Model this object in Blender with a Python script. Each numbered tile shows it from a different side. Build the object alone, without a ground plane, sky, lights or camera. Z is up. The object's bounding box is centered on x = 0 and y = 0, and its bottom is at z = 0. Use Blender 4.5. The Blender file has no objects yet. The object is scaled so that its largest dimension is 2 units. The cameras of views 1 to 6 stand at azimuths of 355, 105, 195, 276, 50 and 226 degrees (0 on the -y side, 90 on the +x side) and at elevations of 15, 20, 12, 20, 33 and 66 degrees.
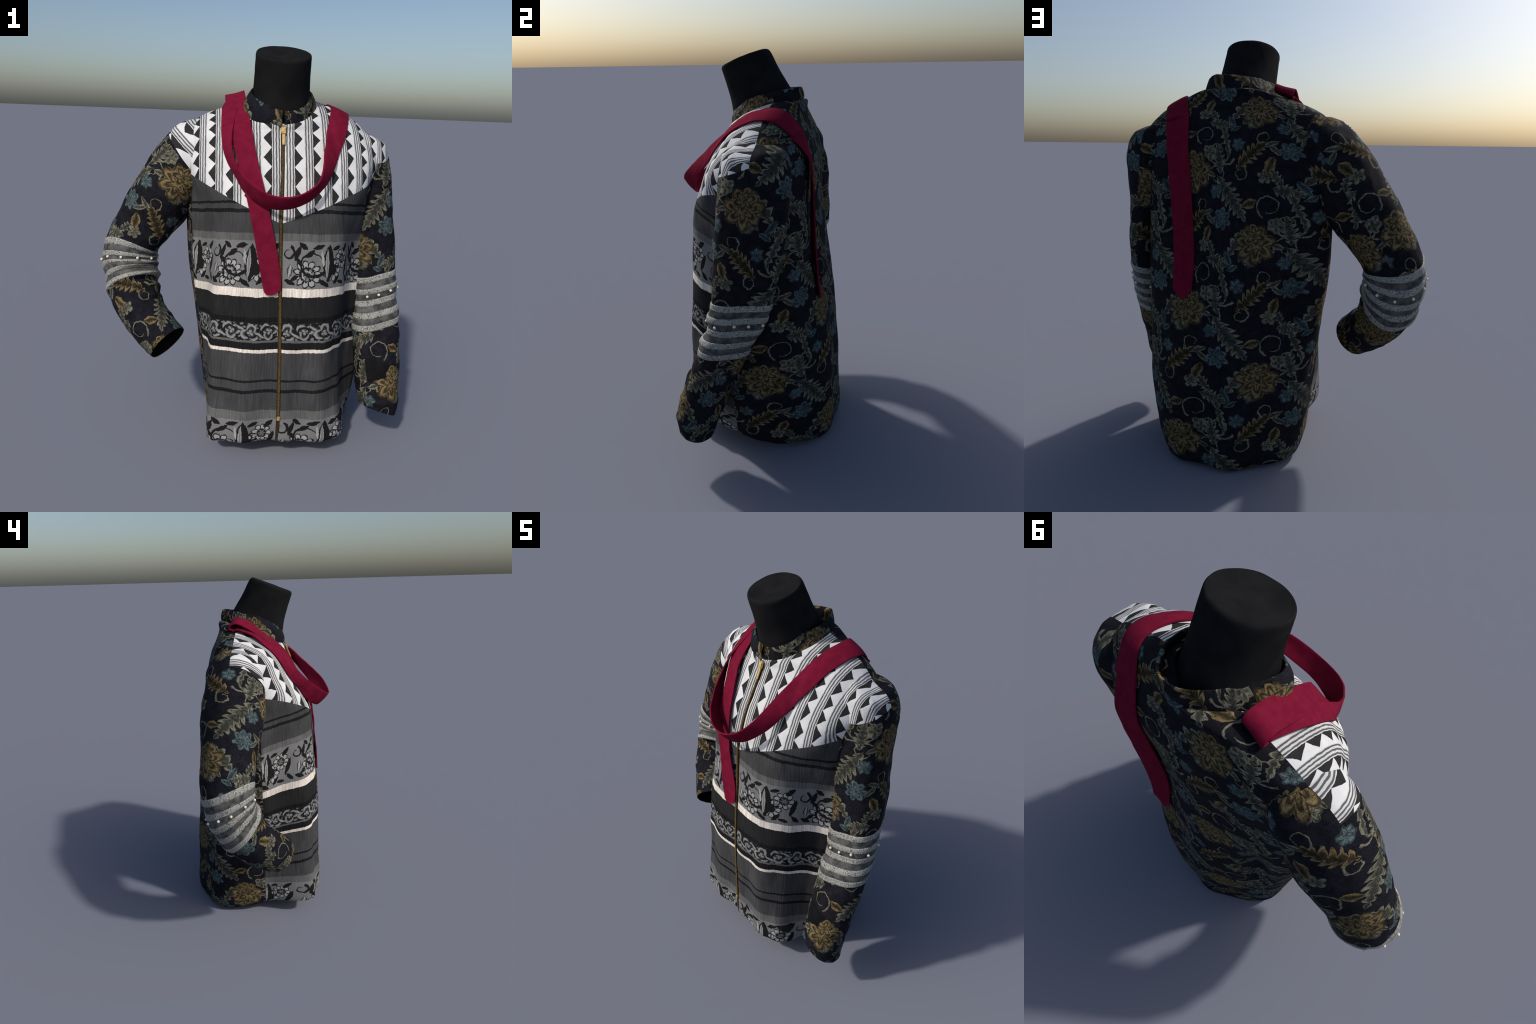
import bpy, bmesh, math
import numpy as np
from mathutils import Vector, Matrix, noise

TAU = 2 * math.pi
CX = 0.103          # x of the zip line

# ------------------------------------------------------------------ helpers
def catmull(pts, m, closed=False):
    """Resample control points (k x d) to m rows along a Catmull-Rom spline (uniform in control index)."""
    P = np.asarray(pts, float)
    k = len(P)
    if closed:
        t = np.arange(m) / m * k
    else:
        t = np.linspace(0, k - 1, m)
    i = np.floor(t).astype(int)
    if not closed:
        i = np.minimum(i, k - 2)
    f = (t - i)[:, None]
    if closed:
        a, b, c, d = P[(i - 1) % k], P[i % k], P[(i + 1) % k], P[(i + 2) % k]
    else:
        Q = np.vstack([2 * P[0] - P[1], P, 2 * P[-1] - P[-2]])
        a, b, c, d = Q[i], Q[i + 1], Q[i + 2], Q[i + 3]
    return 0.5 * (2 * b + (c - a) * f + (2 * a - 5 * b + 4 * c - d) * f ** 2 + (3 * b - a - 3 * c + d) * f ** 3)

def sstep(a, b, x):
    t = np.clip((x - a) / (b - a), 0, 1)
    return t * t * (3 - 2 * t)

def gauss(x, c, w):
    return np.exp(-((x - c) / w) ** 2)

def grid_normals(G, closed_v=True):
    """Normals of a grid (rows, cols, 3); columns closed."""
    du = np.gradient(G, axis=0)
    if closed_v:
        dv = np.roll(G, -1, 1) - np.roll(G, 1, 1)
    else:
        dv = np.gradient(G, axis=1)
    n = np.cross(dv, du)
    l = np.linalg.norm(n, axis=2, keepdims=True)
    return n / np.maximum(l, 1e-9)

def noise_grid(G, scale, seed, octaves=3):
    out = np.zeros(G.shape[:2])
    off = Vector((seed * 3.7, seed * 1.3, seed * 7.1))
    for i in range(G.shape[0]):
        for j in range(G.shape[1]):
            p = Vector((G[i, j, 0] * scale[0], G[i, j, 1] * scale[1], G[i, j, 2] * scale[2])) + off
            out[i, j] = noise.fractal(p, 1.0, 2.0, octaves)
    return out

def mesh_from_grid(name, G, closed=True, cap_start=False, cap_end=False):
    r, c, _ = G.shape
    verts = G.reshape(-1, 3).tolist()
    faces = []
    cc = c if closed else c - 1
    for i in range(r - 1):
        for j in range(cc):
            a, b = i * c + j, i * c + (j + 1) % c
            faces.append((a, b, b + c, a + c))
    if cap_start:
        faces.append(tuple(range(c - 1, -1, -1)))
    if cap_end:
        faces.append(tuple((r - 1) * c + j for j in range(c)))
    me = bpy.data.meshes.new(name)
    me.from_pydata(verts, [], faces)
    me.update()
    return me

def smooth(me, on=True):
    me.polygons.foreach_set("use_smooth", [on] * len(me.polygons))

ROOT = bpy.data.objects.new("dressed_mannequin", None)
bpy.context.scene.collection.objects.link(ROOT)
ROOT["label"] = "black mannequin torso wearing patterned zip jacket and crimson sash"
ROOT["category"] = "clothing display"

def add(name, me, mat=None, parent=None, frame=None, kind=None):
    """Link a mesh (world-space vertices) as a part; with a frame the vertices are moved into that local frame."""
    ob = bpy.data.objects.new(name, me)
    bpy.context.scene.collection.objects.link(ob)
    if frame is not None:
        me.transform(frame.inverted())
    ob.parent = parent or ROOT
    if frame is not None:
        ob.matrix_parent_inverse = (parent.matrix_basis.inverted() if parent else Matrix())
        ob.matrix_basis = frame
    elif parent is not None:
        ob.matrix_parent_inverse = parent.matrix_basis.inverted()
    if mat:
        me.materials.clear()
        me.materials.append(mat)
    if kind:
        ob["kind"] = kind
    return ob

# ------------------------------------------------------------------ node helpers
class X:
    """A socket (or constant) in a node tree with arithmetic."""
    def __init__(self, g, s):
        self.g, self.s = g, s
    def _b(self, op, o, rev=False):
        a, b = (o, self) if rev else (self, o)
        return self.g.math(op, a, b)
    def __add__(self, o): return self._b('ADD', o)
    def __radd__(self, o): return self._b('ADD', o)
    def __sub__(self, o): return self._b('SUBTRACT', o)
    def __rsub__(self, o): return self._b('SUBTRACT', o, True)
    def __mul__(self, o): return self._b('MULTIPLY', o)
    def __rmul__(self, o): return self._b('MULTIPLY', o)
    def __truediv__(self, o): return self._b('DIVIDE', o)
    def __rtruediv__(self, o): return self._b('DIVIDE', o, True)

class Graph:
    def __init__(self, tree):
        self.t = tree
    def new(self, kind, **props):
        n = self.t.nodes.new(kind)
        for k, v in props.items():
            setattr(n, k, v)
        return n
    def put(self, socket, val):
        if isinstance(val, X):
            self.t.links.new(val.s, socket)
        elif hasattr(val, "is_output"):
            self.t.links.new(val, socket)
        else:
            socket.default_value = val
    def math(self, op, *args):
        n = self.new("ShaderNodeMath", operation=op)
        for i, a in enumerate(args):
            self.put(n.inputs[i], a)
        return X(self, n.outputs[0])
    def madd(self, a, b, c): return self.math('MULTIPLY_ADD', a, b, c)
    def vmath(self, op, *args, out=0):
        n = self.new("ShaderNodeVectorMath", operation=op)
        for i, a in enumerate(args):
            self.put(n.inputs[i], a)
        return X(self, n.outputs[out])
    def dot(self, v, c): return self.vmath('DOT_PRODUCT', v, c, out=1)
    def vec(self, x, y, z=0.0):
        n = self.new("ShaderNodeCombineXYZ")
        for i, a in enumerate((x, y, z)):
            self.put(n.inputs[i], a)
        return X(self, n.outputs[0])
    def split(self, v):
        n = self.new("ShaderNodeSeparateXYZ")
        self.put(n.inputs[0], v)
        return [X(self, o) for o in n.outputs]
    def ramp01(self, x, lo, hi, a=0.0, b=1.0):
        n = self.new("ShaderNodeMapRange", interpolation_type='SMOOTHSTEP')
        for i, q in enumerate((x, lo, hi, a, b)):
            self.put(n.inputs[i], q)
        return X(self, n.outputs[0])
    def mix(self, f, a, b):
        n = self.new("ShaderNodeMix", data_type='RGBA')
        self.put(n.inputs[0], f)
        for sck, q in ((n.inputs[6], a), (n.inputs[7], b)):
            self.put(sck, (*q, 1.0) if isinstance(q, tuple) and len(q) == 3 else q)
        return X(self, n.outputs[2])
    def noise(self, v, scale, detail=2.0, rough=0.5, dist=0.0):
        n = self.new("ShaderNodeTexNoise")
        self.put(n.inputs["Vector"], v)
        n.inputs["Scale"].default_value = scale
        n.inputs["Detail"].default_value = detail
        n.inputs["Roughness"].default_value = rough
        n.inputs["Distortion"].default_value = dist
        return X(self, n.outputs[0])
    def noisec(self, v, scale, detail=1.0):
        n = self.new("ShaderNodeTexNoise")
        self.put(n.inputs["Vector"], v)
        n.inputs["Scale"].default_value = scale
        n.inputs["Detail"].default_value = detail
        return X(self, n.outputs[1])
    def voronoi(self, v, scale, feature='F1'):
        n = self.new("ShaderNodeTexVoronoi", feature=feature)
        self.put(n.inputs["Vector"], v)
        n.inputs["Scale"].default_value = scale
        return X(self, n.outputs[0])
    def obj(self):
        return X(self, self.new("ShaderNodeTexCoord").outputs["Object"])

def material(name, rough=0.9, spec=0.06, metal=0.0, sheen=0.0):
    m = bpy.data.materials.new(name)
    m.use_nodes = True
    g = Graph(m.node_tree)
    b = m.node_tree.nodes["Principled BSDF"]
    b.inputs["Roughness"].default_value = rough
    b.inputs["Specular IOR Level"].default_value = spec
    b.inputs["Metallic"].default_value = metal
    b.inputs["Sheen Weight"].default_value = sheen
    return m, g, b

def bump(g, b, height, strength, dist=0.002):
    n = g.new("ShaderNodeBump")
    n.inputs["Strength"].default_value = strength
    n.inputs["Distance"].default_value = dist
    g.put(n.inputs["Height"], height)
    g.t.links.new(n.outputs[0], b.inputs["Normal"])

# ------------------------------------------------------------------ drawn motifs (unit coordinates a, b)
GOLD, GOLD_D = (.205, .150, .072), (.034, .026, .014)
LEAF, LEAF_D = (.190, .182, .128), (.046, .047, .040)
BLUE, BLUE_D = (.098, .138, .142), (.030, .045, .050)
NAVY = (.0105, .0108, .0160)

def local(g, W, c, rot, size, k, half):
    """Rotated, scaled coordinates of the nearest lattice copy of a motif."""
    d = g.vmath('SUBTRACT', W, (c[0], c[1] - k * c[0], 0.0))
    d = g.vmath('WRAP', d, (half[0], half[1], 1.0), (-half[0], -half[1], -1.0))
    cr, sr = math.cos(rot) / size, math.sin(rot) / size
    return g.dot(d, (cr + k * sr, sr, 0.0)), g.dot(d, (-sr + k * cr, cr, 0.0))

def m_flower(g, a, b, n, layers):
    rho = g.vmath('LENGTH', g.vec(a, b), out=1)
    lobe = g.math('ABSOLUTE', g.math('COSINE', g.math('ARCTAN2', b, a) * (n / 2)))
    t = rho / g.madd(lobe, 0.30, 0.70)
    mask = g.ramp01(t, 1.0, 0.93)
    det = g.madd(g.math('SINE', g.madd(t, layers, g.math('MULTIPLY', lobe, -3.4))), 0.5, 0.5)
    return mask, det

def m_spray(g, a, b, n, slant, width, gap=0.22):
    ab = g.math('ABSOLUTE', b)
    f = g.math('FRACT', g.madd(ab, -slant, a * n + 10.0))
    tri = g.math('ABSOLUTE', f - 0.5)
    env = g.math('MAXIMUM', g.math('SUBTRACT', 1.0, a * a), 0.0005)
    w = env * g.madd(tri * tri, -4 * width * (1 - gap), width)
    stem = g.math('MAXIMUM', w, env * 0.06)
    q = ab / stem
    return g.ramp01(q, 1.0, 0.82), g.ramp01(q, 0.25, 0.75)

def m_leaf(g, a, b, width):
    q = g.math('ABSOLUTE', b) / g.madd(a * a, -width, width + 1e-3)
    inside = g.math('MULTIPLY', g.ramp01(q, 1.0, 0.85), g.math('LESS_THAN', g.math('ABSOLUTE', a), 1.0))
    return inside, g.ramp01(q, 0.1, 0.8)

def m_curl(g, a, b, r0, r1, w0):
    rho = g.vmath('LENGTH', g.vec(a, b), out=1)
    ph = g.madd(g.math('ARCTAN2', b, a), 1 / TAU, 0.5)
    off = g.math('ABSOLUTE', g.math('SUBTRACT', rho, g.madd(ph, r1, r0)))
    w = g.madd(ph, w0, 0.035)
    q = off / w
    return g.ramp01(q, 1.0, 0.7), g.ramp01(q, 0.9, 0.3)

def m_wreath(g, a, b, n, core):
    """Ring of outlined petals round a dark heart."""
    rho = g.vmath('LENGTH', g.vec(a, b), out=1)
    lobe = g.math('ABSOLUTE', g.math('COSINE', g.math('ARCTAN2', b, a) * (n / 2)))
    t = rho / g.madd(lobe, 0.24, 0.76)
    mask = g.ramp01(t, 1.0, 0.94)
    light = g.ramp01(t, 0.90, 0.82) * g.ramp01(t, core, core + 0.08) * g.ramp01(lobe, 0.28, 0.45)
    return mask, g.math('SUBTRACT', 1.0, light)

def brocade_group():
    """Woven floral repeat: half-drop lattice of flowers, buds, feather leaves and scrolls."""
    t = bpy.data.node_groups.new("brocade_repeat", "ShaderNodeTree")
    for nm in ("u", "v"):
        t.interface.new_socket(nm, in_out='INPUT', socket_type='NodeSocketFloat')
    t.interface.new_socket("Color", in_out='OUTPUT', socket_type='NodeSocketColor')
    t.interface.new_socket("Height", in_out='OUTPUT', socket_type='NodeSocketFloat')
    g = Graph(t)
    gi, go = g.new("NodeGroupInput"), g.new("NodeGroupOutput")
    u, v = X(g, gi.outputs[0]), X(g, gi.outputs[1])
    P, Q = 0.63, 0.325
    k = P / (2 * Q)
    uv = g.vec(u, v)
    wob = g.vmath('SCALE', g.vmath('SUBTRACT', g.noisec(uv, 38.0, 2.0), (0.5, 0.5, 0.5)))
    wob.s.node.inputs["Scale"].default_value = 0.020
    uv = g.vmath('ADD', uv, wob)
    uu, vv, _ = g.split(uv)
    W = g.vec(uu, g.madd(uu, -k, vv))
    half = (Q / 2, P / 2)
    s = 0.00065      # metres per sketch unit; the sketch origin is the large gold flower
    D = math.radians
    S = []           # (kind, x, y(down), rotation deg, size, args, light, dark)
    add_ = lambda *q: S.append(q)
    # long scrolls and stems first, blossoms on top
    add_('curl', 205, -110, 200, 110, (.42, .50, .05), LEAF, LEAF_D)
    add_('curl', 100, -240, 60, 95, (.45, .45, .06), LEAF, LEAF_D)
    add_('curl', -230, -600, 150, 105, (.35, .55, .07), LEAF, LEAF_D)
    add_('curl', -105, -460, 250, 70, (.30, .55, .10), LEAF, LEAF_D)
    add_('curl', -300, -440, 20, 90, (.40, .50, .05), LEAF, LEAF_D)
    add_('curl', 60, -720, 120, 75, (.30, .55, .08), LEAF, LEAF_D)
    add_('spray', -180, -290, -52, 200, (4.2, 2.6, .42), LEAF, LEAF_D)
    add_('spray', -285, -820, -15, 100, (3.2, 2.2, .60), LEAF, LEAF_D)
    add_('spray', -235, -700, -75, 150, (3.0, 1.6, .22), LEAF, LEAF_D)
    add_('spray', -130, -960, 55, 120, (1.9, .8, .50), LEAF, LEAF_D)
    add_('spray', 215, -70, 100, 105, (3.0, 2.0, .56), LEAF, LEAF_D)
    add_('spray', 150, -430, 125, 75, (2.4, 1.4, .52), LEAF, LEAF_D)
    add_('spray', -25, -590, 42, 155, (3.6, 2.2, .44), GOLD, GOLD_D)
    add_('leaf', -385, -190, 20, 55, (.42,), LEAF, LEAF_D)
    add_('leaf', -360, -140, -40, 55, (.38,), LEAF, LEAF_D)
    add_('leaf', 145, 35, -20, 52, (.40,), LEAF, LEAF_D)
    add_('leaf', -95, 105, 65, 52, (.36,), LEAF, LEAF_D)
    add_('flower', -370, -600, 45, 55, (4, 4.0), LEAF, LEAF_D)
    add_('flower', 140, -100, 0, 52, (4, 4.0), LEAF, LEAF_D)
    add_('flower', 75, -440, 15, 55, (5, 6.0), LEAF, LEAF_D)
    add_('leaf', 110, -520, 70, 62, (.62,), GOLD, GOLD_D)
    add_('leaf', -35, -255, 20, 58, (.60,), GOLD, GOLD_D)
    add_('flower', -40, -840, 10, 58, (6, 9.0), LEAF, LEAF_D)
    add_('flower', -130, -655, 20, 56, (6, 8.0), BLUE, BLUE_D)
    add_('flower', -310, -330, 0, 58, (6, 8.0), BLUE, BLUE_D)
    add_('leaf', -200, -845, -60, 62, (.40,), BLUE, BLUE_D)
    add_('leaf', -165, -780, 30, 48, (.45,), BLUE, BLUE_D)
    add_('flower', -260, -145, 30, 84, (7, 13.0), BLUE, BLUE_D)
    add_('flower', 0, 20, 12, 152, (7, 15.0), GOLD, GOLD_D)
    add_('flower', 0, -40, 40, 88, (6, 12.0), GOLD, GOLD_D)
    col, hgt = NAVY, 0.0
    fns = {'flower': m_flower, 'spray': m_spray, 'leaf': m_leaf, 'curl': m_curl}
    for kind, x, y, rot, size, args, light, dark in S:
        a, b = local(g, W, (x * s, -y * s), D(rot), size * s, k, half)
        mask, det = fns[kind](g, a, b, *args)
        col = g.mix(mask, col, g.mix(det, dark, light))
        hgt = g.math('MAXIMUM', hgt, mask)
    vein = g.ramp01(g.math('ABSOLUTE', g.noise(uv, 95.0, 1.0) - 0.5), 0.010, 0.055, 0.35, 1.0)
    thread = g.noise(g.vmath('MULTIPLY', uv, (1.0, 2.4, 1.0)), 260.0, 2.0)
    tone = g.ramp01(g.noise(uv, 26.0, 2.0), 0.30, 0.70, 0.62, 1.12)
    mul = g.vmath('SCALE', col)
    g.put(mul.s.node.inputs["Scale"], tone * vein * g.madd(thread, 0.9, 0.55))
    g.put(go.inputs[0], mul)
    g.put(go.inputs[1], hgt)
    return t

BROCADE = brocade_group()

def brocade_material(name, coords):
    m, g, b = material(name, 0.85, 0.10)
    u, v = coords(g, g.obj())
    n = g.new("ShaderNodeGroup")
    n.node_tree = BROCADE
    g.put(n.inputs[0], u)
    g.put(n.inputs[1], v)
    g.t.links.new(n.outputs[0], b.inputs["Base Color"])
    bump(g, b, n.outputs[1], 0.25, 0.0015)
    return m

def back_coords(g, p):
    x, y, z = g.split(p)
    ang = g.math('ARCTAN2', x - 0.13, g.math('MAXIMUM', y + 0.02, -0.4))
    over = g.ramp01(z, 1.40, 1.62)
    u = ang * 0.37 * (1.0 - over) + (x - 0.13) * 1.08 * over
    v = z + over * (0.27 - y)
    return u * -1.0 + BACK_U0, v - BACK_V0

def sleeve_coords(r, du, dv):
    def f(g, p):
        x, y, z = g.split(p)
        return g.math('ARCTAN2', x, y) * r + du, z + dv
    return f

BACK_U0, BACK_V0 = -0.176, 1.10
MAT_BACK = brocade_material("brocade_back", back_coords)
MAT_SLEEVE_L = brocade_material("brocade_sleeve", sleeve_coords(0.135, -0.10, -0.14))
MAT_SLEEVE_R = brocade_material("brocade_sleeve_bent", sleeve_coords(0.135, 0.02, -0.44))
MAT_LOWER_L = brocade_material("brocade_cuff", sleeve_coords(0.12, 0.05, -0.15))
MAT_LOWER_R = brocade_material("brocade_cuff_bent", sleeve_coords(0.12, 0.0, 0.05))
def collar_coords(g, p):
    x, y, z = g.split(p)
    return g.math('ARCTAN2', x - 0.1, y - 0.02) * 0.19 + 0.33, z + y * -0.3 - 1.72
MAT_COLLAR = brocade_material("brocade_collar", collar_coords)

# ------------------------------------------------------------------ zigzag yoke cloth
def zigzag_material(name, coords):
    m, g, b = material(name, 0.9, 0.06)
    p = g.obj()
    u, s = coords(g, p)
    wv = g.vec(u, s)
    u = u + (g.noise(wv, 45.0, 3.0) - 0.5) * 0.007
    s = s + (g.noise(wv, 30.0, 2.0) - 0.5) * 0.008
    t = g.math('FRACT', (u - 0.011) / 0.090 + 10.0)
    tooth = g.math('ABSOLUTE', g.math('FRACT', s / 0.089 + 0.15) - 0.5) * 2.0
    edge = g.madd(tooth, 0.42, 0.47)
    white = g.ramp01(t - edge, -0.012, 0.012)
    # three grey lines in each stripe group
    st = g.math('ABSOLUTE', g.math('FRACT', t * (3 / 0.46)) - 0.5)
    line = g.ramp01(st, 0.17, 0.29, 1.0, 0.0)
    instripe = g.math('LESS_THAN', t, 0.46)
    tone = g.noise(wv, 18.0, 3.0)
    wcol = g.mix(tone, (.50, .50, .51), (.76, .76, .76))
    dcol = g.mix(tone, (.016, .016, .017), (.034, .034, .035))
    gcol = g.mix(tone, (.06, .06, .062), (.13, .13, .13))
    zig = g.mix(white, dcol, wcol)
    stripes = g.mix(line, g.mix(tone, (.40, .40, .41), (.66, .66, .66)), gcol)
    c = g.mix(instripe, zig, stripes)
    g.put(b.inputs["Base Color"], c)
    h = g.noise(g.vec(u * 1.0, s * 0.25), 160.0, 2.0)
    bump(g, b, h, 0.35, 0.003)
    return m

def yoke_coords(g, p):
    x, y, z = g.split(p)
    ax = g.math('ABSOLUTE', x - CX)
    R = 0.64
    u = g.math('ARCSINE', g.math('MINIMUM', ax / R, 0.97)) * R
    s = z * 1.06 + g.math('MAXIMUM', y + 0.18, 0.0) * 0.7
    return u, s
def cap_coords(g, p):
    x, y, z = g.split(p)
    u = g.dot(p, (-.70, 0.0, -.71)) + 1.330 + 0.0
    s = y * 0.72 - 0.25 * x + 1.06 * 1.6
    return u, s
def cap_coords_l(g, p):
    x, y, z = g.split(p)
    u = g.dot(p, (.80, 0.0, -.60)) + 1.02
    s = y * 1.0 + 1.06 * 1.6
    return u, s
MAT_YOKE = zigzag_material("zigzag_cloth", yoke_coords)
MAT_YOKE_R = zigzag_material("zigzag_cap", cap_coords)
MAT_YOKE_L = zigzag_material("zigzag_cap_straight", cap_coords_l)

# ------------------------------------------------------------------ banded front cloth with paisley borders
INK, PALE, MID = (.012, .012, .013), (.31, .31, .305), (.165, .165, .165)
def front_material():
    m, g, b = material("banded_cloth", 0.9, 0.06)
    p = g.obj()
    x, y, z = g.split(p)
    ang = g.math('ARCTAN2', x - CX, g.math('MULTIPLY', y - 0.02, -1.0))
    u = ang * 0.40
    sag = g.math('MAXIMUM', y + 0.33, 0.0)
    zc = z + sag * g.ramp01(z, 0.1, 0.4, 0.0, 0.20)
    uz = g.vec(u, zc)
    zc = zc + (g.noise(g.vec(u, zc * 0.3), 14.0, 3.0) - 0.5) * 0.014 + (g.noise(g.vec(u, zc * 0.2), 90.0, 2.0) - 0.5) * 0.007
    GREY, FUZZ, CREAM = (.052, .052, .054), (.108, .108, .106), (.66, .60, .535)
    bands = [(0.00, MID), (.240, FUZZ), (.285, GREY), (.379, INK), (.397, GREY), (.434, INK), (.446, GREY), (.588, CREAM),
             (.607, INK), (.644, FUZZ), (.652, (.022, .022, .023)), (.744, (.010, .010, .011)), (.765, (.019, .019, .020)), (.863, CREAM),
             (.908, MID), (1.127, FUZZ), (1.166, GREY), (1.255, INK), (1.273, GREY), (1.299, INK), (1.311, GREY)]
    rmp = g.new("ShaderNodeValToRGB")
    cr = rmp.color_ramp
    cr.interpolation = 'CONSTANT'
    while len(cr.elements) < len(bands):
        cr.elements.new(1.0)
    for e, (zz_, c) in zip(cr.elements, bands):
        e.position = zz_ / 1.5
        e.color = (*c, 1.0)
    g.put(rmp.inputs[0], zc / 1.5)
    col = X(g, rmp.outputs[0])
    # crinkle streaks and fibre mottling
    streak = g.noise(g.vec(u * 1.0, zc * 0.05), 150.0, 3.0, 0.6)
    patch = g.noise(g.vec(u, zc * 0.7), 9.0, 2.0)
    f = g.madd(streak, 1.3, 0.35) * g.madd(patch, 0.7, 0.65)
    fib = g.madd(g.noise(uz, 330.0, 2.0), 1.0, 0.5)
    plain = g.math('GREATER_THAN', zc, 0.0)
    sc = g.vmath('SCALE', col)
    g.put(sc.s.node.inputs["Scale"], f * fib)
    col = sc
    # large paisley borders: chest and hem share one drawing, measured down from the border's top edge
    chest = g.math('GREATER_THAN', zc, 0.5)
    top = g.madd(chest, 1.127 - 0.240, 0.240)
    vtop = zc - top
    wob = g.vmath('SCALE', g.vmath('SUBTRACT', g.noisec(uz, 55.0, 1.0), (0.5, 0.5, 0.5)))
    wob.s.node.inputs["Scale"].default_value = 0.010
    W = g.vmath('ADD', g.vec(u, vtop), wob)
    half = (0.186, 5.0)
    s = 0.00086
    D = math.radians
    draw = []
    ad = lambda *q: draw.append(q)
    x0 = 590
    ad('wreath', 735, 538, 0, 82, (11, .52), PALE, INK)
    ad('wreath', 738, 540, 10, 40, (7, .30), MID, INK)
    ad('curl', 738, 540, 60, 30, (.25, .75, .12), PALE, PALE)
    ad('curl', 765, 480, 200, 74, (.70, .35, .14), INK, INK)
    ad('wreath', 876, 520, 0, 66, (9, .40), PALE, INK)
    ad('leaf', 848, 480, 88, 108, (.34,), INK, INK)
    ad('leaf', 838, 485, 88, 88, (.13,), MID, PALE)
    ad('wreath', 950, 455, 0, 62, (9, .45), PALE, INK)
    ad('flower', 950, 455, 0, 24, (6, 4.0), MID, INK)
    ad('leaf', 1000, 500, 70, 62, (.26,), INK, INK)
    ad('curl', 630, 425, 250, 42, (.35, .55, .20), INK, INK)
    ad('leaf', 684, 425, 70, 46, (.34,), INK, INK)
    ad('leaf', 715, 385, -40, 30, (.45,), INK, INK)
    ad('leaf', 750, 425, 40, 34, (.45,), INK, INK)
    ad('leaf', 795, 388, 15, 34, (.42,), INK, INK)
    ad('leaf', 640, 585, -25, 34, (.45,), INK, INK)
    ad('leaf', 905, 572, 50, 34, (.42,), INK, INK)
    ad('leaf', 945, 590, -10, 30, (.45,), INK, INK)
    ad('leaf', 900, 395, 20, 30, (.42,), INK, INK)
    ad('leaf', 640, 520, 80, 40, (.40,), PALE, INK)
    ad('leaf', 668, 560, 35, 30, (.42,), INK, INK)
    ad('leaf', 690, 470, -55, 30, (.40,), INK, INK)
    ad('leaf', 822, 590, -35, 36, (.42,), INK, INK)
    ad('curl', 900, 470, 140, 34, (.35, .55, .22), INK, INK)
    ad('leaf', 985, 395, 40, 36, (.42,), INK, INK)
    ad('leaf', 1010, 575, -50, 34, (.42,), INK, INK)
    ad('leaf', 815, 450, 95, 46, (.16,), PALE, PALE)
    pcol = MID
    fns = {'flower': m_flower, 'leaf': m_leaf, 'curl': m_curl, 'wreath': m_wreath}
    for kind, px, py, rot, size, args, light, dark in draw:
        a, bb = local(g, W, ((px - x0) * s, -(py - 365) * s), D(rot), size * s, 0.0, half)
        mask, det = fns[kind](g, a, bb, *args)
        pcol = g.mix(mask, pcol, light if light == dark else g.mix(det, light, dark))
    pm = g.vmath('SCALE', pcol)
    g.put(pm.s.node.inputs["Scale"], fib * g.madd(patch, 0.5, 0.75))
    inb = g.math('MULTIPLY', g.math('LESS_THAN', vtop, 0.0), g.math('GREATER_THAN', vtop, -0.216))
    inb = g.math('MULTIPLY', inb, g.math('MAXIMUM', chest, g.math('LESS_THAN', zc, 0.24)))
    col = g.mix(inb, col, pm)
    # narrow paisley border: swirling teardrops between bead clusters on black
    W2 = g.vmath('ADD', g.vec(u, zc - 0.698), wob)
    h2 = (0.085, 5.0)
    dots = g.voronoi(g.vmath('MULTIPLY', W2, (1.0, 1.15, 1.0)), 52.0)
    c2 = g.mix(g.ramp01(dots, 0.28, 0.42), (.15, .15, .15), INK)
    for kind, px, py, rot, size, args, light, dark in (
            ('flower', -.048, .004, 20, .046, (3, 9.0), (.24, .24, .24), INK), ('curl', -.050, .0, 30, .036, (.3, .6, .16), INK, INK),
            ('leaf', -.010, .018, -35, .030, (.42,), (.26, .26, .26), INK),
            ('flower', .036, -.004, 200, .046, (3, 9.0), (.24, .24, .24), INK), ('curl', .038, -.002, 210, .036, (.3, .6, .16), INK, INK),
            ('leaf', .078, -.016, -30, .030, (.42,), (.26, .26, .26), INK)):
        a, bb = local(g, W2, (px, py), D(rot), size, 0.0, h2)
        mask, det = fns[kind](g, a, bb, *args)
        c2 = g.mix(mask, c2, light if light == dark else g.mix(det, light, dark))
    in2 = g.math('MULTIPLY', g.math('GREATER_THAN', zc, 0.656), g.math('LESS_THAN', zc, 0.742))
    col = g.mix(in2, col, c2)
    g.put(b.inputs["Base Color"], col)
    bump(g, b, streak, 0.5, 0.004)
    return m
MAT_FRONT = front_material()

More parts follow.
